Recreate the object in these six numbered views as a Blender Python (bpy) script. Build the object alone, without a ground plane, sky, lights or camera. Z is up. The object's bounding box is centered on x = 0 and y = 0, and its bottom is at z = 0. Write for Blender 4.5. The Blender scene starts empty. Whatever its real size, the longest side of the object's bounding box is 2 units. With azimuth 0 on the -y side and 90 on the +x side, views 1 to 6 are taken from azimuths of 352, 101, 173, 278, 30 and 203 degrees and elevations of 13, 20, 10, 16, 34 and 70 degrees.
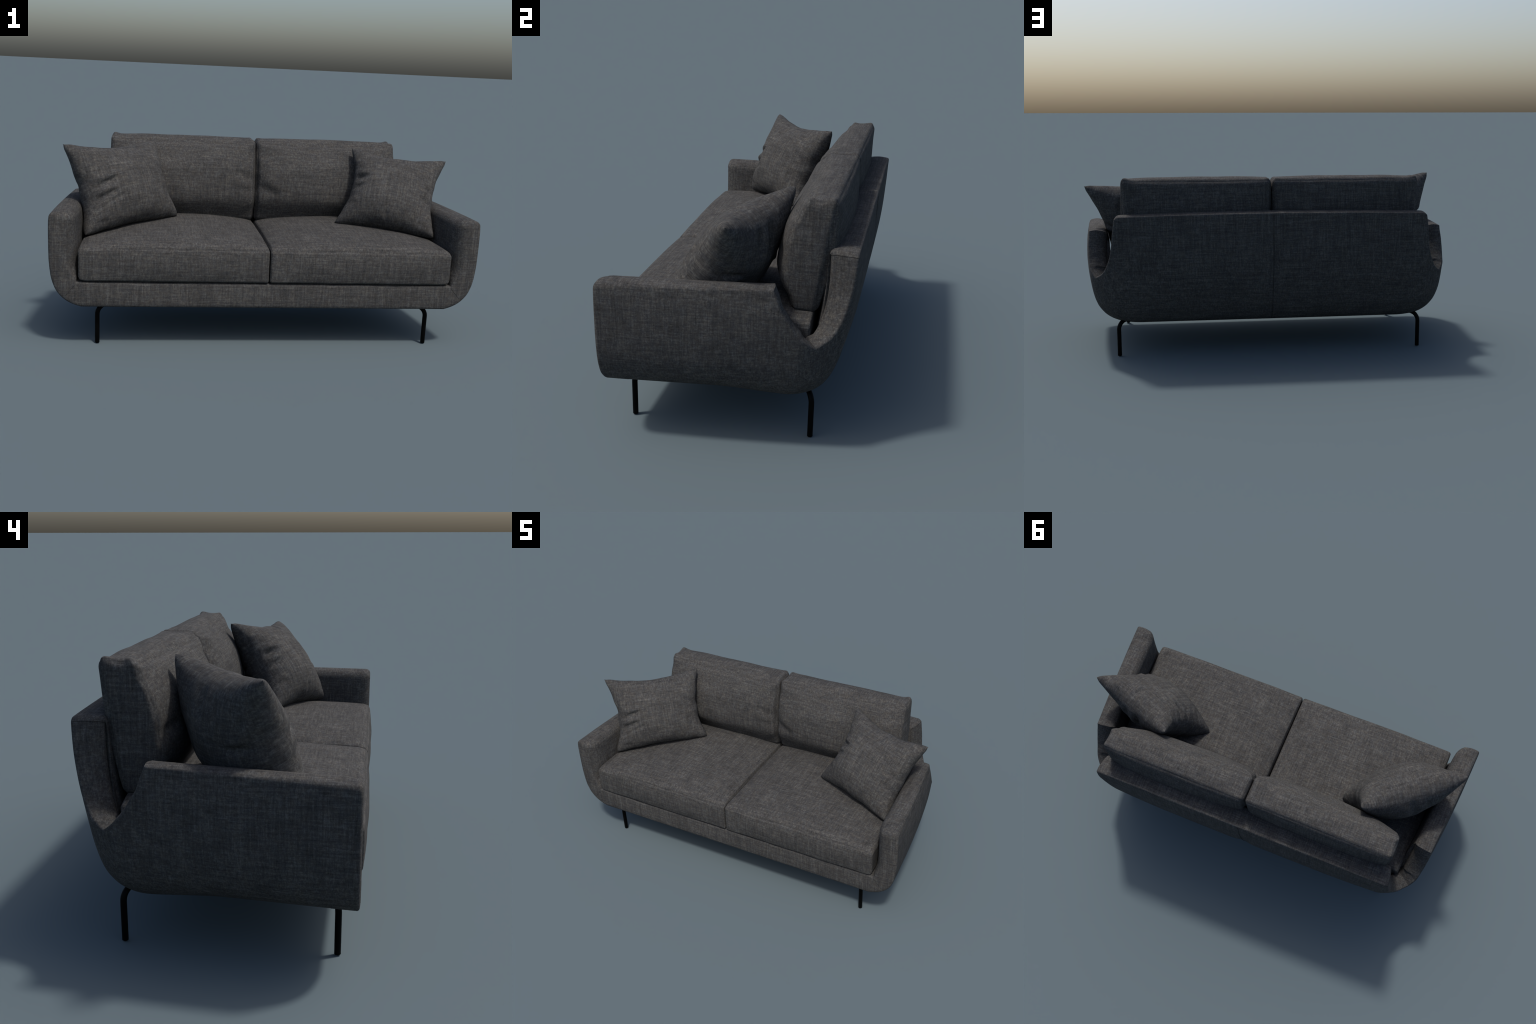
"""Two-seat upholstered sofa in charcoal heathered linen: a bent shell of base, splayed arms and
scooped backrest, two seat cushions, two back cushions, four bent black steel legs, and two loose
throw pillows leaning in the corners.  Everything is lofted from profiles and rules below."""
import bpy, math
import numpy as np
from mathutils import Matrix, Vector, noise

scene = bpy.context.scene

# ------------------------------------------------------------------ helpers
def pchip(xs, ys):
    """Monotone cubic interpolation through control points (profiles)."""
    xs, ys = np.asarray(xs, float), np.asarray(ys, float)
    h = np.diff(xs); d = np.diff(ys) / h
    m = np.zeros_like(xs); m[0], m[-1] = d[0], d[-1]
    for i in range(1, len(xs) - 1):
        if d[i-1] * d[i] > 0:
            w1, w2 = 2*h[i] + h[i-1], h[i] + 2*h[i-1]
            m[i] = (w1 + w2) / (w1/d[i-1] + w2/d[i])
    def f(x):
        x = np.clip(np.asarray(x, float), xs[0], xs[-1])
        k = np.clip(np.searchsorted(xs, x) - 1, 0, len(xs) - 2)
        t = (x - xs[k]) / h[k]
        return ((1+2*t)*(1-t)**2*ys[k] + t*(1-t)**2*h[k]*m[k]
                + t*t*(3-2*t)*ys[k+1] + t*t*(t-1)*h[k]*m[k+1])
    return f

def unit(v):
    v = np.asarray(v, float)
    return v / max(np.linalg.norm(v), 1e-12)

def smooth01(t):
    t = np.clip(t, 0, 1)
    return t*t*(3-2*t)

def fnoise(p, scale, seed=0.0):
    return noise.noise(Vector((p[0]*scale + seed, p[1]*scale - seed*.7, p[2]*scale + seed*1.3)))

def mesh_object(name, verts, faces, mat, parent=None, angle=None, matrix=None):
    me = bpy.data.meshes.new(name)
    me.from_pydata([tuple(v) for v in verts], [], [tuple(f) for f in faces])
    me.validate(); me.update()
    me.materials.append(mat)
    me.polygons.foreach_set("use_smooth", [True]*len(me.polygons))
    if angle:
        me.set_sharp_from_angle(angle=math.radians(angle))
    ob = bpy.data.objects.new(name, me)
    scene.collection.objects.link(ob)
    if parent: ob.parent = parent
    if matrix is not None: ob.matrix_world = matrix
    return ob

def tube(path, r, sides=16, caps=True, edge=0.0):
    """Round bar swept along a polyline (parallel transport frame)."""
    P = [np.asarray(p, float) for p in path]
    T = [unit(P[min(i+1, len(P)-1)] - P[max(i-1, 0)]) for i in range(len(P))]
    a = unit(np.cross(T[0], [0.3, 0.9, 0.2])); V, F = [], []
    rad = [r]*len(P)
    if edge:
        P = [P[0], P[0] + T[0]*edge] + P[1:]; T = [T[0], T[0]] + T[1:]
        rad = [r - edge, r] + rad[1:]
    for p, t, rr in zip(P, T, rad):
        a = unit(a - t*np.dot(a, t)); b = np.cross(t, a)
        for k in range(sides):
            th = 2*math.pi*k/sides
            V.append(p + rr*(a*math.cos(th) + b*math.sin(th)))
    for i in range(len(P)-1):
        for k in range(sides):
            k2 = (k+1) % sides
            F.append((i*sides+k, i*sides+k2, (i+1)*sides+k2, (i+1)*sides+k))
    if caps:
        F.append(tuple(reversed(range(sides))))
        F.append(tuple((len(P)-1)*sides + k for k in range(sides)))
    return V, F

# ------------------------------------------------------------------ materials
def fabric_material(name, gain=1.0, flat=1.0):
    """Heathered linen: streaks of slub yarn along all three axes of the piece, plus grain."""
    m = bpy.data.materials.new(name); m.use_nodes = True
    nt = m.node_tree; N, L = nt.nodes, nt.links
    bsdf = N["Principled BSDF"]
    tc = N.new("ShaderNodeTexCoord")
    def streak(scale, detail, rough, dist=0.0, shift=0.0):
        mp = N.new("ShaderNodeMapping"); mp.inputs["Scale"].default_value = (scale[0], scale[1]*flat, scale[2])
        mp.inputs["Location"].default_value = (shift, shift*.37, -shift*.61)
        nz = N.new("ShaderNodeTexNoise"); nz.inputs["Scale"].default_value = 1.0
        nz.inputs["Detail"].default_value = detail; nz.inputs["Roughness"].default_value = rough
        nz.inputs["Distortion"].default_value = dist
        L.new(tc.outputs["Object"], mp.inputs["Vector"]); L.new(mp.outputs[0], nz.inputs["Vector"])
        return nz.outputs["Fac"]
    def math_(op, a, b):
        n = N.new("ShaderNodeMath"); n.operation = op
        for s, v in zip(n.inputs, (a, b)):
            if isinstance(v, (int, float)): s.default_value = v
            else: L.new(v, s)
        return n.outputs[0]
    def wsum(parts):
        acc = None
        for w, s in parts:
            t = math_("MULTIPLY", math_("SUBTRACT", s, 0.5), w)
            acc = t if acc is None else math_("ADD", acc, t)
        return acc
    a, b = 320.0, 22.0
    warp = wsum([(1.0, streak((a, a, b), 2, .6, 0, 3.1)), (1.0, streak((a, b, a), 2, .6, 0, 7.7)),
                 (1.0, streak((b, a, a), 2, .6, 0, 1.9))])
    slub = wsum([(1.0, streak((135, 135, 7), 2, .5, 0, 13.1)), (1.0, streak((135, 7, 135), 2, .5, 0, 17.7)),
                 (1.0, streak((7, 135, 135), 2, .5, 0, 11.9))])
    grain = wsum([(1.0, streak((420, 420, 420), 2, .7, 0, 23.0))])
    cloud = wsum([(1.0, streak((14, 14, 14), 3, .55, 0, 29.0))])
    tot = math_("ADD", math_("ADD", math_("MULTIPLY", warp, 1.0), math_("MULTIPLY", slub, 1.0)),
                math_("ADD", math_("MULTIPLY", grain, 0.5), math_("MULTIPLY", cloud, 0.55)))
    fac = math_("ADD", math_("MULTIPLY", tot, 0.39), 0.5)
    ramp = N.new("ShaderNodeValToRGB"); L.new(fac, ramp.inputs[0])
    g = gain
    cr = ramp.color_ramp
    cr.elements[0].position = 0.12; cr.elements[0].color = (.015*g, .0155*g, .016*g, 1)
    cr.elements[1].position = 0.93; cr.elements[1].color = (.137*g, .134*g, .125*g, 1)
    e = cr.elements.new(0.50); e.color = (.0550*g, .0537*g, .0525*g, 1)
    # faint warm / cool drift between yarns
    hue = streak((60, 60, 60), 2, .5, 0, 41.0)
    hr = N.new("ShaderNodeValToRGB"); L.new(hue, hr.inputs[0])
    hr.color_ramp.elements[0].position = .35; hr.color_ramp.elements[0].color = (.96, .99, 1.03, 1)
    hr.color_ramp.elements[1].position = .65; hr.color_ramp.elements[1].color = (1.03, 1.0, .96, 1)
    mx = N.new("ShaderNodeMix"); mx.data_type = 'RGBA'; mx.blend_type = 'MULTIPLY'
    mx.inputs["Factor"].default_value = 1.0
    L.new(ramp.outputs[0], mx.inputs[6]); L.new(hr.outputs[0], mx.inputs[7])
    L.new(mx.outputs[2], bsdf.inputs["Base Color"])
    bsdf.inputs["Roughness"].default_value = 0.95
    bsdf.inputs["Specular IOR Level"].default_value = 0.12
    bp = N.new("ShaderNodeBump"); bp.inputs["Strength"].default_value = 0.25
    bp.inputs["Distance"].default_value = 0.0015
    L.new(fac, bp.inputs["Height"]); L.new(bp.outputs[0], bsdf.inputs["Normal"])
    return m

def steel_material():
    m = bpy.data.materials.new("black_powder_coated_steel"); m.use_nodes = True
    nt = m.node_tree; N, L = nt.nodes, nt.links
    bsdf = N["Principled BSDF"]
    tc = N.new("ShaderNodeTexCoord"); nz = N.new("ShaderNodeTexNoise")
    nz.inputs["Scale"].default_value = 900; nz.inputs["Detail"].default_value = 2
    L.new(tc.outputs["Object"], nz.inputs["Vector"])
    r = N.new("ShaderNodeValToRGB"); L.new(nz.outputs["Fac"], r.inputs[0])
    r.color_ramp.elements[0].color = (.0010, .0010, .0011, 1)
    r.color_ramp.elements[1].color = (.0025, .0025, .0026, 1)
    L.new(r.outputs[0], bsdf.inputs["Base Color"])
    bsdf.inputs["Roughness"].default_value = 0.4
    bsdf.inputs["Specular IOR Level"].default_value = 0.06
    return m

FABRIC = fabric_material("charcoal_linen")
PILLOW_FABRIC = fabric_material("charcoal_linen_pillow", 1.0, 0.35)
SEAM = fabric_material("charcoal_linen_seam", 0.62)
STEEL = steel_material()

# ------------------------------------------------------------------ sofa root
sofa = bpy.data.objects.new("sofa", None); scene.collection.objects.link(sofa)
sofa["label"] = "charcoal grey linen two-seat sofa with splayed arms and thin black legs"
sofa["category"] = "sofa"

# ------------------------------------------------------------------ shell (base + arms + backrest)
YF = -0.440                                  # plane of the front faces
Z0 = 0.190                                   # underside
ZP = 0.306                                   # seat deck
LEV = [.190, .197, .210, .235, .275, .340, .430, .540, .650, .750]
X_FRONT = pchip(LEV, [.855, .878, .908, .942, .971, .990, .9975, .9985, .9950, .9900])
X_REAR  = pchip(LEV, [.775, .795, .822, .852, .876, .890, .8980, .9040, .9100, .9120])
Y_EDGE  = pchip(LEV, [.295, .316, .336, .358, .380, .401, .4190, .4370, .4490, .4560])
Y_MID   = pchip(LEV, [.298, .319, .339, .361, .383, .404, .4220, .4400, .4520, .4580])
ROUND   = pchip([.19, .25, .43, .75], [.115, .13, .135, .13])

def bezier(p0, p1, p2, p3, t):
    return (1-t)**3*p0 + 3*t*(1-t)**2*p1 + 3*t*t*(1-t)*p2 + t**3*p3

ARM_BULGE = pchip([.19, .25, .34, .46, .56, .62, .75], [.000, .008, .021, .025, .019, .009, .004])
BACK_BULGE = pchip([.19, .24, .31, .42, .55, .68, .75], [-.002, .000, .007, .018, .014, .004, 0])

def shell_point(u, z, skin=True):
    """Padded outer skin (skin=False: the bare frame inside it). u: 0-1 along the arm, 1-2 round the rear corner, 2-3 along the back to x=0."""
    xf, xr, ye, ym, r = X_FRONT(z), X_REAR(z), Y_EDGE(z), Y_MID(z), ROUND(z)
    sx = lambda y: xf + (xr - xf)*(y - YF)/0.76
    by = lambda x: ym - (ym - ye)*(x/.78)**2
    cx = sx(ye); cy = by(cx)
    S = np.array([sx(cy - r), cy - r]); E = np.array([cx - r, by(cx - r)])
    C = np.array([cx, cy])
    if u <= 1:
        y = YF + (S[1] - YF)*u
        p = np.array([sx(y), y])
    elif u <= 2:
        p = bezier(S, S + (C-S)*.58, E + (C-E)*.58, E, u - 1)
    else:
        x = E[0]*(3 - u)
        p = np.array([x, by(x)])
    z = float(z)
    if skin:
        p = p.copy()
        p[0] += ARM_BULGE(z)*max(math.sin(math.pi*min(u/1.35, 1)), 0)**.9
        p[1] += BACK_BULGE(z)*smooth01((u-1.6)/.8)*(1 - .5*math.exp(-((3-u)/.045)**2))
    low = smooth01((p[1] + .05)/.32)*np.clip((.40 - z)/.21, 0, 1)
    return np.array([p[0], p[1], z - .021*low])

def shell_frame(u, z):
    e = 1e-3
    a, b = shell_point(max(u-e, 0), z), shell_point(min(u+e, 3), z)
    t = b - a
    n = unit([-t[1], t[0], 0])               # horizontal, inward
    return t/(min(u+e, 3)-max(u-e, 0)), n

US = np.linspace(0, 3, 601)
def u_at(z, y=None, x=None):
    pts = np.array([shell_point(u, z) for u in US])
    if y is not None:
        k = US <= 1.6
        return float(np.interp(y, pts[k, 1], US[k]))
    k = US >= 1.0
    return float(np.interp(-x, -pts[k, 0], US[k]))

# --- rim line in (u, z): arm top, scoop down to the notch, sweep up the back edge, top of the back
arm_top = [(y, .621 + .013*(y-YF)/.62) for y in np.linspace(YF, .187, 46)]
scoop = pchip([.187, .204, .214, .235, .259, .292, .331], [.634, .594, .565, .530, .492, .455, .421])
scoop_y = [.187 + .144*t for t in np.linspace(0, 1, 26)[1:]]
edge_z = np.linspace(0, 1, 30)[1:]
edge_x = pchip([.421, .433, .456, .493, .527, .595, .635, .676, .712], [.889, .873, .849, .830, .817, .803, .798, .792, .786])
rim = [(u_at(z, y=y), z) for y, z in arm_top]
rim += [(u_at(float(scoop(y)), y=y), float(scoop(y))) for y in scoop_y]
ARM_END = len(arm_top) - 1
NOTCH = len(rim) - 1
for t in edge_z:
    z = .421 + (.712-.421)*t**1.4
    rim.append((u_at(z, x=float(edge_x(z))), z))
# rounded upper corner of the back, then its gently crowned top
for k in range(1, 8):
    th = k/7*math.pi/2
    z = .712 + .024*math.sin(th); x = .786 - .024*(1-math.cos(th)) - .003*k/7
    rim.append((u_at(z, x=x), z))
BACK_TOP = len(rim) - 1
x0 = .759
for t in np.linspace(0, 1, 52)[1:]:
    x = x0*(1-t)
    z = .736 + .011*(1-(x/x0)**2)
    rim.append((u_at(z, x=x) if x > 1e-6 else 3.0, z))
NST = len(rim)
ru = np.maximum.accumulate(np.array([r[0] for r in rim])) + np.arange(NST)*1e-6
ru = np.minimum(ru, 3.0); ru[-1] = 3.0
rz = np.array([r[1] for r in rim])
# foot of each column: a relaxed version of the rim stations
rb = ru.copy()
for _ in range(60):
    rb[1:-1] = .25*rb[:-2] + .5*rb[1:-1] + .25*rb[2:]

THICK = pchip([0, .9, 1.6, 2.2, 3.0], [.113, .094, .095, .112, .118])
EDGE_IN = pchip([0, .9, 1.3, 3.0], [.040, .038, .022, .018])
EDGE_R = pchip([0, .25, .9, 3.0], [.024, .016, .009, .010])
NV_OUT, NV_IN, NARC = 30, 14, 6

def station(i):
    """Closed section polyline: deck centre <- ... underside centre -> outer wall -> rim -> inner wall -> deck."""
    u, z = ru[i], rz[i]
    P0 = shell_point(ru[max(i-1, 0)], rz[max(i-1, 0)]); P1 = shell_point(ru[min(i+1, NST-1)], rz[min(i+1, NST-1)])
    if i == ARM_END: P0, P1 = shell_point(ru[i-1], rz[i-1]), shell_point(ru[i+1], rz[i+1])
    T = unit(P1 - P0)
    dS, n = shell_frame(u, z)
    D = unit(np.cross(n, T))
    if D[2] > 0: D = -D
    if i == NST-1: D = np.array([0, 0, -1.0]); n = np.array([0, -1.0, 0])
    t = float(THICK(u)); OUTER_R = float(EDGE_R(u)); INNER_R = float(EDGE_IN(u))
    O = shell_point(u, z)
    pts, tag = [], []
    # underside
    ycen = O[1] if u <= 1 else O[1]
    foot = shell_point(rb[i], Z0)
    yc = min(foot[1], .08)
    for k in range(4):
        s = k/4
        pts.append(np.array([0, yc, Z0])*(1-s) + foot*s); tag.append('under')
    # outer wall, denser where it curves under
    du = np.dot(D*OUTER_R, dS)/max(np.dot(dS, dS), 1e-9)
    ut, zt = u + du, z + D[2]*OUTER_R
    for k in range(NV_OUT+1):
        s = (k/NV_OUT)**1.45
        uu, zz = rb[i] + (ut - rb[i])*s**1.0, Z0 + (zt - Z0)*s
        pts.append(shell_point(min(max(uu, 0), 3), zz)); tag.append('outer')
    pts[-1] = O + D*OUTER_R
    for k in range(1, NARC+1):
        th = k/NARC*math.pi/2
        pts.append(O + D*OUTER_R*(1-math.sin(th)) + n*OUTER_R*(1-math.cos(th))); tag.append('rim')
    crown = .004
    for s in (.25, .5, .75):
        w = OUTER_R + (t-INNER_R-OUTER_R)*s
        pts.append(O + n*w - D*crown*math.sin(math.pi*s)); tag.append('rim')
    I = O + n*t
    for k in range(0, NARC+1):
        th = k/NARC*math.pi/2
        pts.append(I + D*INNER_R*(1-math.cos(th)) - n*INNER_R*(1-math.sin(th))); tag.append('rim')
    top_in = pts[-1]
    ub2 = rb[i]
    base_o = shell_point(ub2, .345, False); _, nb = shell_frame(ub2, .345)
    if i == NST-1: nb = np.array([0, -1.0, 0])
    base = base_o + nb*t; base[2] = ZP
    for k in range(1, NV_IN+1):
        s = k/NV_IN
        zz = top_in[2] + (ZP - top_in[2])*s
        uu = ut + (ub2 - ut)*s
        q = shell_point(min(max(uu, 0), 3), max(zz, .345), False); _, nn = shell_frame(min(max(uu, 0), 3), max(zz, .345))
        if i == NST-1: nn = np.array([0, -1.0, 0])
        q = q + nn*t; q[2] = zz
        blend = smooth01(s*4)
        lin = top_in + (base - top_in)*s
        q = q*blend + lin*(1-blend) if s < .25 else q
        pts.append(q); tag.append('inner')
    for k in range(1, 5):
        s = k/4
        pts.append(pts[-1]*0 + base*(1-s) + np.array([0, min(base[1], .06), ZP])*s); tag.append('deck')
    return pts, tag

stations = []
TAGS = None
for i in range(NST):
    p, TAGS = station(i)
    stations.append(np.array(p))
M = len(TAGS)
# mitre row where the arm's outer skin passes into the base
outer_idx = [k for k, t in enumerate(TAGS) if t == 'outer']
inner_idx = [k for k, t in enumerate(TAGS) if t == 'inner']
MITRE_OUT = min(outer_idx, key=lambda k: abs(stations[0][k][2] - .226))
MITRE_IN = inner_idx[-1]

# --- rounded front: extra stations before the first one, each section shrunk towards its inside
amp = np.zeros(M); dep = np.zeros(M)
for k, t in enumerate(TAGS):
    z = stations[0][k][2]
    if t in ('under', 'outer'):
        amp[k], dep[k] = .018, .008
    elif t == 'rim': 
        amp[k], dep[k] = .020, .030
    elif t == 'inner':
        amp[k], dep[k] = .046, .074
    else: amp[k], dep[k] = .014, .014
rim_idx = [k for k, t in enumerate(TAGS) if t == 'rim']
for j, k in enumerate(rim_idx):                       # widen gradually from the outer to the inner edge
    s = j/(len(rim_idx)-1)
    amp[k] = .020 + .026*smooth01((s-.30)/.70); dep[k] = .009 + .011*smooth01(s/.3) + .052*smooth01((s-.30)/.70)
for j, k in enumerate(inner_idx):
    s = smooth01((j - (len(inner_idx)-5))/4)
    amp[k] = .046 + (.010-.046)*s; dep[k] = .074 + (.014-.074)*s
sec = stations[0][:, [0, 2]]
nrm = np.zeros_like(sec)
for k in range(M):
    a, b = sec[max(k-1, 0)], sec[min(k+1, M-1)]
    t = b - a
    nrm[k] = np.array([-t[1], t[0]])/max(np.linalg.norm(t), 1e-9)
nrm[0] = (0, 1); nrm[-1] = (0, -1)
# orientation check: the inside of the section lies above the underside
if nrm[2][1] < 0: nrm *= -1
DEPTHS = [0, .0015, .004, .008, .014, .022, .034, .048, .066, .085]
arm_y = np.array([s[outer_idx[-1]][1] for s in stations])
def base_section(y):
    k = int(np.clip(np.searchsorted(arm_y[:ARM_END], y), 1, ARM_END))
    f = (y - arm_y[k-1])/max(arm_y[k]-arm_y[k-1], 1e-9)
    S = stations[k-1]*(1-f) + stations[k]*f
    S = S.copy(); S[:, 1] = y
    return S
front = []
for d in DEPTHS:
    S = base_section(YF + d)
    rel = np.clip(1 - d/dep, 0, 1)
    ins = amp*(1 - np.sqrt(np.maximum(1 - rel**2, 0)))
    S[:, 0] += nrm[:, 0]*ins; S[:, 2] += nrm[:, 1]*ins
    S[0, 0] = S[-1, 0] = 0
    front.append(S)
keep = [k for k in range(NST) if k > ARM_END or arm_y[k] > YF + DEPTHS[-1] + .006]
ALL = front + [stations[k] for k in keep]
NB = len(front)
kinds = ['arm']*NB + ['arm' if k <= NOTCH else 'back' for k in keep]
notch_station = next(i for i, k in enumerate(kinds) if k == 'back') - 1

verts, index, faces, region = [], {}, [], []
def vid(p):
    key = (round(p[0], 6), round(p[1], 6), round(p[2], 6))
    if key not in index:
        index[key] = len(verts); verts.append(key)
    return index[key]
def add_face(pts, reg):
    ids = [vid(p) for p in pts]
    out = [v for k, v in enumerate(ids) if v != ids[k-1]]
    if len(set(out)) >= 3:
        faces.append(out); region.append(reg)
for side in (1, -1):
    flip = np.array([side, 1, 1])
    for i in range(len(ALL)-1):
        A, B = ALL[i]*flip, ALL[i+1]*flip
        kind = 'back' if i >= notch_station else 'arm'
        for k in range(M-1):
            if TAGS[k] == 'under' or TAGS[k] == 'deck' or k >= M-5 or k < MITRE_OUT: reg = 'base'
            else: reg = ('backrest' if kind == 'back' else ('armrest' if side > 0 else 'armrest_'))
            q = [A[k], B[k], B[k+1], A[k+1]]
            if side < 0: q.reverse()
            add_face(q, reg)
    F = ALL[0]*flip
    cap_base = list(range(0, MITRE_OUT+1)) + list(range(MITRE_IN, M))
    cap_arm = list(range(MITRE_OUT, MITRE_IN+1))
    for ids, reg in ((cap_base, 'base'), (cap_arm, 'armrest' if side > 0 else 'armrest_')):
        q = [F[k] for k in ids]
        if side < 0: q.reverse()
        add_face(q, reg)

whole = bpy.data.meshes.new("shell_whole")
whole.from_pydata(verts, [], faces); whole.validate(); whole.update()
import bmesh
bm = bmesh.new(); bm.from_mesh(whole)
reg_layer = bm.faces.layers.int.new("region_id")
bm.faces.ensure_lookup_table()
names = ['base', 'armrest', 'armrest_', 'backrest']
for f, r in zip(bm.faces, region): f[reg_layer] = names.index(r)
bmesh.ops.recalc_face_normals(bm, faces=bm.faces)
bm.to_mesh(whole); bm.free()
whole.polygons.foreach_set("use_smooth", [True]*len(whole.polygons))
whole.set_sharp_from_angle(angle=math.radians(38))
cn = np.zeros(len(whole.loops)*3); whole.corner_normals.foreach_get("vector", cn); cn = cn.reshape(-1, 3)
rid = np.zeros(len(whole.polygons), int); whole.attributes["region_id"].data.foreach_get("value", rid)
wv = np.zeros(len(whole.vertices)*3); whole.vertices.foreach_get("co", wv); wv = wv.reshape(-1, 3)
for ri, nm in enumerate(names):
    vmap, V, Fs, Ns = {}, [], [], []
    for p in whole.polygons:
        if rid[p.index] != ri: continue
        f = []
        for li in p.loop_indices:
            v = whole.loops[li].vertex_index
            if v not in vmap: vmap[v] = len(V); V.append(tuple(wv[v]))
            f.append(vmap[v]); Ns.append(tuple(cn[li]))
        Fs.append(f)
    me = bpy.data.meshes.new(nm.strip('_'))
    me.from_pydata(V, [], Fs); me.update()
    me.materials.append(FABRIC)
    me.polygons.foreach_set("use_smooth", [True]*len(me.polygons))
    me.normals_split_custom_set(Ns)
    ob = bpy.data.objects.new(nm.strip('_'), me); scene.collection.objects.link(ob); ob.parent = sofa
bpy.data.meshes.remove(whole)

# ------------------------------------------------------------------ box cushions
def rim_coords(half, r, n_in, n_rim):
    a = [half - r + r*math.sin(k/n_rim*math.pi/2) for k in range(1, n_rim+1)]
    # spacing in the rounded zone by angle (tan) so that normalised corners come out even
    a = [half - r + r*math.tan(k/n_rim*math.pi/4) for k in range(1, n_rim+1)]
    core = list(np.linspace(-(half-r), half-r, n_in))
    return np.array([-x for x in reversed(a)] + core + a)

def box_shell(hx, hy, hz, r, nx, ny, nz, nr):
    """Vertices (on the cube before rounding, and normalised u,v,w) and quads of a box skin."""
    X, Y, Z = rim_coords(hx, r, nx, nr), rim_coords(hy, r, ny, nr), rim_coords(hz, r, nz, nr)
    idx, P, F = {}, [], []
    def vert(i, j, k):
        if (i, j, k) not in idx:
            idx[(i, j, k)] = len(P); P.append((X[i], Y[j], Z[k]))
        return idx[(i, j, k)]
    a, b, c = len(X)-1, len(Y)-1, len(Z)-1
    for i in range(a):
        for j in range(b):
            F.append((vert(i, j, 0), vert(i, j+1, 0), vert(i+1, j+1, 0), vert(i+1, j, 0)))
            F.append((vert(i, j, c), vert(i+1, j, c), vert(i+1, j+1, c), vert(i, j+1, c)))
    for i in range(a):
        for k in range(c):
            F.append((vert(i, 0, k), vert(i+1, 0, k), vert(i+1, 0, k+1), vert(i, 0, k+1)))
            F.append((vert(i, b, k), vert(i, b, k+1), vert(i+1, b, k+1), vert(i+1, b, k)))
    for j in range(b):
        for k in range(c):
            F.append((vert(0, j, k), vert(0, j, k+1), vert(0, j+1, k+1), vert(0, j+1, k)))
            F.append((vert(a, j, k), vert(a, j+1, k), vert(a, j+1, k+1), vert(a, j, k+1)))
    P = np.array(P); h = np.array([hx, hy, hz])
    uvw = P/h
    inner = np.clip(P, -(h-r), h-r); d = P - inner
    ln = np.linalg.norm(d, axis=1, keepdims=True)
    Q = np.where(ln > 0, inner + r*d/np.maximum(ln, 1e-12), P)
    nrm = np.where(ln > 0, d/np.maximum(ln, 1e-12), 0)
    return Q, uvw, nrm, F

def groove(a, b, p0, p1, width, depth):
    """Soft crease in a 2D parameter plane: gaussian furrow with a raised lip, fading at both ends."""
    d = np.array([p1[0]-p0[0], p1[1]-p0[1]]); L = np.linalg.norm(d); d = d/L
    s = ((a-p0[0])*d[0] + (b-p0[1])*d[1])/L
    t = -(a-p0[0])*d[1] + (b-p0[1])*d[0]
    fade = np.clip(1 - np.abs(2*s-1)**3, 0, 1)*((s > 0) & (s < 1))
    w = 1.2*width*(1 - .40*np.clip(s, 0, 1))
    return depth*fade*(-np.exp(-(t/w)**2) + .40*np.exp(-((t-1.9*w)/(1.2*w))**2))

# --- seat cushions
def seat_cushion(side, seed):
    hx, hy, hz, r = .4325, .372, .079, .011
    Q, W, n, F = box_shell(hx, hy, hz, r, 44, 38, 10, 6)
    u, v, w = W[:, 0], W[:, 1], W[:, 2]
    x, y, z = Q[:, 0].copy(), Q[:, 1].copy(), Q[:, 2].copy()
    bu, bv, bw = np.clip(1-u*u, 0, 1), np.clip(1-v*v, 0, 1), np.clip(1-w*w, 0, 1)
    top = smooth01((w+.2)/1.2)
    bi = np.where(u < 0, bu**.42, bu**.6)
    z += top*(.053*bi*np.clip(1-((v-.25)/1.25)**2, 0, 1)**.55 + .004*bu) - top*.008*smooth01((-v-.94)/.06) - top*.009*np.clip((u-.92)/.10, 0, 1)**2
    z += smooth01((-w+.2)/1.2)*.012*np.clip((u-.94)/.06, 0, 1)**2
    y -= np.clip(-n[:, 1], 0, 1)*0
    fr = smooth01((-v-.6)/.4); y -= fr*.012*bu**.5*bw - .005*smooth01((-v-.92)/.08)*0
    # the outer side follows the splayed arm, the inner side stays straight
    xin = x + hx                                     # 0 .. 2hx from the centre gap outwards
    width = .866 - .030*smooth01((y+.40)/.75) - .02*smooth01((y-.1)/.3)
    xin = xin*(width/(2*hx))
    xin += .004*np.sin(math.pi*np.clip(xin/width, 0, 1))*0
    # soft unevenness
    P = np.stack([side*(.0025 + xin), y - .072, z + .389], 1)
    for k in range(len(P)):
        P[k, 2] += .0035*fnoise(P[k], 5, seed)*max(0, w[k])
        P[k, 1] += .0025*fnoise(P[k], 7, seed+3)*max(0, -v[k])**4
    if side < 0: F = [tuple(reversed(f)) for f in F]
    return mesh_object("seat_cushion", P, F, FABRIC, sofa)

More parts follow.
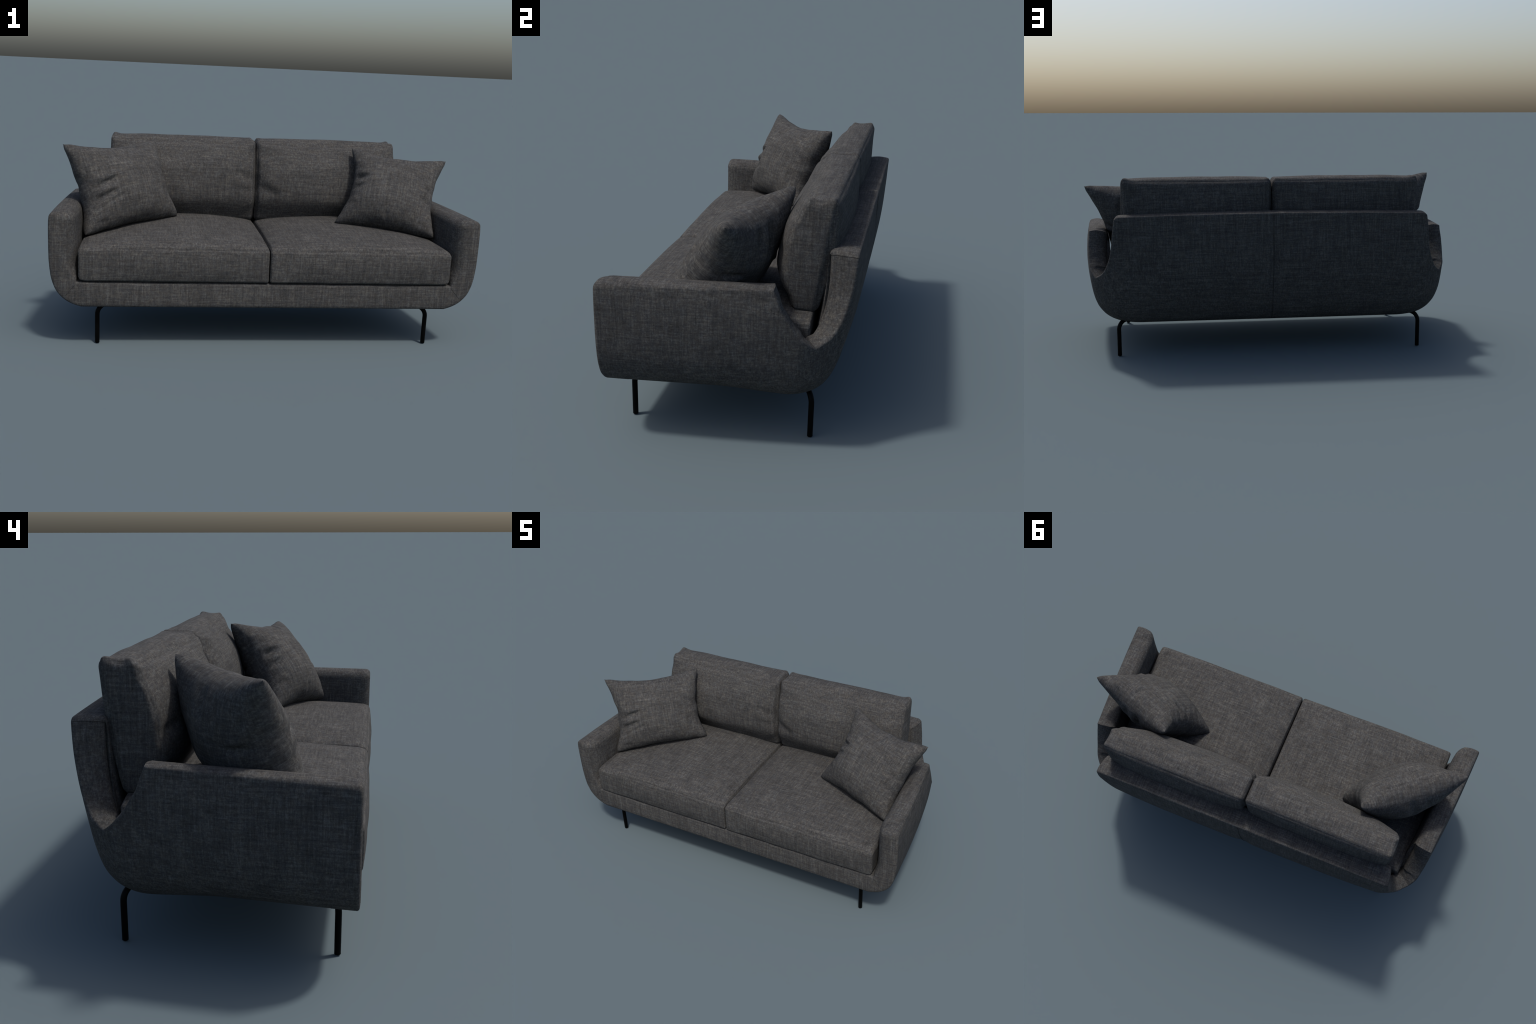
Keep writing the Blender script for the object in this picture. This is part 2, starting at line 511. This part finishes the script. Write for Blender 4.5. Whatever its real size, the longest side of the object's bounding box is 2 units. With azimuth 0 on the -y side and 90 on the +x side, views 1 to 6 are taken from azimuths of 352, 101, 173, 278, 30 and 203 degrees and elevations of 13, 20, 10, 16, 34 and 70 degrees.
# --- back cushions
def back_cushion(side, seed, creases, rear_fill):
    hx, hy, hz, r = .376, .078, .207, .024
    Q, W, n, F = box_shell(hx, hy, hz, r, 54, 12, 34, 6)
    u, v, w = W[:, 0], W[:, 1], W[:, 2]
    x, y, z = Q[:, 0].copy(), Q[:, 1].copy(), Q[:, 2].copy()
    bu, bv, bw = np.clip(1-u*u, 0, 1), np.clip(1-v*v, 0, 1), np.clip(1-w*w, 0, 1)
    frontness = smooth01((.3-v)/1.3); rear = smooth01((v+.3)/1.3)
    bi = np.where(u < 0, bu**.35, bu**1.0)
    y -= frontness*(.046*bi*np.clip(1-((w+.10)/1.15)**2, 0, 1)**.9 + .012*bw)
    y += rear*(rear_fill*bu**.38*bw**1.1)
    # boxed ends swell, the top border dips between its corner ears
    x += np.sign(u)*smooth01((np.abs(u)-.8)/.2)*(.008*bw*bv - .002)
    ear = np.exp(-((1-np.abs(u))/.10)**2)*smooth01((w-.75)/.25)
    z += ear*np.where(u > 0, .013, .007)*np.exp(-((np.abs(v)-.75)/.35)**2)
    z += smooth01((w-.7)/.3)*(.014*bv*bu**.3 + .007)
    # the top is narrower than the seat end, front edge rolled back
    roll = smooth01((w-.35)/.65)*frontness
    y += roll*(.024 - .014*smooth01((.2-u)/1.2)); z -= .014*smooth01((w-.8)/.2)*smooth01((-v-.2)/.8)*bu**.4
    foot = smooth01((-w-.30)/.70)*frontness
    inner = smooth01((.2-u)/1.2)
    y += foot*(.054 - .014*inner) + frontness*inner*.006*smooth01((.3-w)/.8) + frontness*.014*smooth01((-u-.80)/.20)*smooth01((w+.5)/.6) + frontness*.009*smooth01((u-.6)/.4)
    y -= frontness*inner*.016*np.clip(w, -1, 1)
    # creases of the stuffed cover on the front face (u, w plane)
    face = smooth01((-v-.3)/.5)
    for c in creases:
        y -= face*groove(u, w, *c)
    # wrinkles gathered along the end seams
    endz = smooth01((np.abs(u)-.86)/.12)
    y -= face*endz*.002*np.sin(w*17 + seed*3 + 1.6*np.sin(w*5+seed))
    lean = .150
    yy = y + lean*(z+hz) ; zz = z
    P = np.stack([side*(.0015 + hx + x), yy + .232, zz + .689], 1)
    for k in range(len(P)):
        P[k, 1] += .005*fnoise(P[k], 6, seed)*(1 if v[k] < 0 else .3)
        P[k, 2] += .003*fnoise(P[k], 9, seed+5)*max(0, w[k])
    if side < 0: F = [tuple(reversed(f)) for f in F]
    return mesh_object("back_cushion", P, F, FABRIC, sofa)

seat_cushion(1, 2.3); seat_cushion(-1, 8.1)
# u runs from the centre gap (-1) to the outer end (+1); w from bottom (-1) to top (+1)
back_cushion(-1, 1.7, [((-1.03, .02), (-.68, .34), .09, .008), ((-1.03, -.26), (-.74, -.08), .08, .006),
                       ((-1., .60), (-.72, .80), .07, .005), ((1., -.05), (.62, .08), .09, .010)], .033)
back_cushion(1, 5.2, [((-1.03, .0), (-.68, -.28), .09, .009), ((-1., .88), (-.74, .52), .08, .006),
                      ((.95, .80), (.72, .6), .07, .005), ((1., -.1), (.72, .1), .08, .007)], .046)

# ------------------------------------------------------------------ throw pillows (loose)
def throw_pillow(tips, front_creases, rear_creases, seed, H, pull, label):
    """tips: top-left, top-right, bottom-right, bottom-left seen from the front."""
    A, B, C, D = [np.array(t, float) for t in tips]
    cen = (A+B+C+D)/4
    ex = unit((B+C) - (A+D)); ez = (A+B) - (C+D); ez = unit(ez - ex*np.dot(ex, ez)); ey = np.cross(ez, ex)
    R = np.stack([ex, ey, ez], 1)
    loc = [R.T @ (p - cen)*1.03 for p in (A, B, C, D)]
    n = 72
    tt = np.sin(np.linspace(-1, 1, n+1)*math.pi/2)*.45 + np.linspace(-1, 1, n+1)*.55
    U, Vv = np.meshgrid(tt, tt, indexing='ij')
    kl, kr, kb, kt = pull
    k_x = np.where(U < 0, kl, kr); k_z = np.where(Vv < 0, kb, kt)
    wob = lambda a, k: np.vectorize(lambda q: fnoise((q, k, 0), 3.2, seed))(a)
    u2 = U*(1 - k_x*(1-Vv**2)**1.1 + .035*wob(Vv, 1.)*(1-Vv**2)); v2 = Vv*(1 - k_z*(1-U**2)**1.1 + .030*wob(U, 2.)*(1-U**2))
    tip = 1 - .024*smooth01((np.abs(U*Vv) - .84)/.16)
    u2 = u2*tip; v2 = v2*tip
    a, b, c, d = (1-u2)*(1+v2)/4, (1+u2)*(1+v2)/4, (1+u2)*(1-v2)/4, (1-u2)*(1-v2)/4
    base = a[..., None]*loc[0] + b[..., None]*loc[1] + c[..., None]*loc[2] + d[..., None]*loc[3]
    puff = np.clip((1-U**2), 0, 1)**.46*np.clip((1-Vv**2), 0, 1)**.46
    sheets = []
    for s, creases in ((-1, front_creases), (1, rear_creases)):
        h = H[0]*puff*(1 - .13*Vv) if s < 0 else H[1]*puff*(1 - .19*Vv)
        edge = np.clip((1-U**2)*(1-Vv**2)*3.6 - .22, 0, 1)
        for cdef in creases:
            h = h + 1.10*edge*groove(U, Vv, *cdef)
        P = base.copy(); P[..., 1] += s*h
        for i in range(n+1):
            for j in range(n+1):
                q = P[i, j]
                P[i, j, 1] += s*puff[i, j]*(.010*fnoise(q, 7, seed+s) + .004*fnoise(q, 17, seed+2*s))
        sheets.append(P)
    V, F, idx = [], [], {}
    def vert(s, i, j):
        key = (0 if i in (0, n) or j in (0, n) else s, i, j)
        if key not in idx:
            idx[key] = len(V); V.append(sheets[s][i, j])
        return idx[key]
    for i in range(n):
        for j in range(n):
            F.append((vert(0, i, j), vert(0, i+1, j), vert(0, i+1, j+1), vert(0, i, j+1)))
            F.append((vert(1, i, j), vert(1, i, j+1), vert(1, i+1, j+1), vert(1, i+1, j)))
    Mx = Matrix([[*R[r], cen[r]] for r in range(3)] + [[0, 0, 0, 1]])
    ob = mesh_object("throw_pillow", V, F, PILLOW_FABRIC, None, None, Mx)
    ob["label"] = label; ob["category"] = "throw pillow"
    return ob

throw_pillow([(-.956, -.160, .892), (-.532, .180, .897), (-.415, .050, .530), (-.847, -.276, .488)],
             [((-.91, -.10), (-.36, .10), .060, .015), ((-.92, -.36), (-.46, -.22), .065, .018),
              ((-.80, -.50), (-.30, -.32), .05, .006), ((-1.02, -.80), (-.62, -.88), .07, .014),
              ((1.03, -.1), (.72, -.02), .05, .007), ((-.1, 1.03), (-.05, .5), .09, .008)],
             [((-1.03, .1), (-.5, .1), .07, .012), ((.05, 1.03), (-.05, .35), .07, .014), ((-.25, 1.03), (-.35, .5), .07, .010),
              ((1.03, -.3), (.5, -.2), .06, .014), ((1.03, -.55), (.55, -.5), .06, .012), ((1.03, 0.), (.6, .05), .05, .008)],
             3.3, (.123, .145), (.19, .15, .07, .18), "square charcoal linen pillow with pointed corners, creased")
throw_pillow([(.505, .178, .885), (.965, .022, .850), (.852, -.214, .494), (.386, -.030, .525)],
             [((-1.04, .10), (-.60, .18), .060, .018), ((-1.04, -.22), (-.64, -.06), .060, .015),
              ((-1.03, -.62), (-.70, -.55), .06, .012), ((1.04, -.02), (.76, .06), .055, .018),
              ((1.03, -.32), (.70, -.22), .05, .010), ((.12, 1.03), (.10, .70), .05, .010),
              ((1.02, -.90), (.66, -.84), .06, .012), ((0., -1.03), (-.02, -.70), .05, .008)],
             [((-.15, 1.03), (-.05, .25), .08, .018), ((.15, 1.03), (.24, .45), .07, .012), ((1.03, .0), (.5, .12), .06, .012),
              ((-1.03, -.1), (-.45, -.05), .06, .016), ((-1.03, -.4), (-.5, -.28), .06, .016), ((-1.03, .15), (-.6, .12), .05, .010)],
             9.4, (.122, .138), (.22, .18, .08, .19), "square charcoal linen pillow with pointed corners, gathered seams")

# ------------------------------------------------------------------ legs: bent steel bars on plates
def leg(x, y):
    sx, sy = (1 if x > 0 else -1), (1 if y > 0 else -1)
    d = unit([-sx, -sy*(.75 if sy > 0 else .35), 0])
    r, R = .0107, .046
    path = [np.array([x, y, z]) for z in (0.0, .05, .10, .138)]
    c = np.array([x, y, .138]) + d*R
    for k in range(1, 11):
        th = k/10*math.pi/2
        path.append(c - d*R*math.cos(th) + np.array([0, 0, R*math.sin(th)]))
    path.append(path[-1] + d*.10)
    V, F = tube(path, r, 20, True, .002)
    ob = mesh_object("leg", V, F, STEEL, sofa, 50)
    return ob, d
for lx, ly in ((-.786, -.374), (.786, -.374), (-.786, .3135), (.786, .3135)):
    leg(lx, ly)
    sx = 1 if lx > 0 else -1
    cy = .165 if ly > 0 else -.27
    hx, hy, hz = .075, .055, .004
    cx = sx*.715
    b = .0015
    V, F = [], []
    for zz, ins in ((-hz, b), (-hz+b, 0), (hz, 0)):
        for a, c in ((-1, -1), (1, -1), (1, 1), (-1, 1)):
            V.append((cx + a*(hx-ins), cy + c*(hy-ins), .1765 + zz))
    F = [(3, 2, 1, 0), (8, 9, 10, 11)]
    for q in range(2):
        for k in range(4):
            F.append((q*4+k, q*4+(k+1) % 4, q*4+4+(k+1) % 4, q*4+4+k))
    mesh_object("mounting_plate", V, F, STEEL, sofa, 30)

# ------------------------------------------------------------------ sewn seams (thin cords half sunk in the cover)
def seam(points, r=.0024):
    V, F = tube(points, r, 8)
    return mesh_object("seam", V, F, SEAM, sofa)
# centre back, from the underside over the top edge
seam([shell_point(3.0, z) for z in np.linspace(.196, .735, 40)] )
for side in (1, -1):
    fl = np.array([side, 1, 1])
    # mitre between base and arm on the front
    a, b = ALL[0][MITRE_OUT]*fl, ALL[0][MITRE_IN]*fl
    seam([a + (b-a)*t for t in np.linspace(.02, .98, 12)], .0009)
    # mitre across the notch, and the seam across the back's upper corner
    for st in (notch_station, next(i for i, k in enumerate(keep) if k == BACK_TOP) + NB - 5):
        seam([ALL[st][k]*fl for k in rim_idx[2:]], .0012)
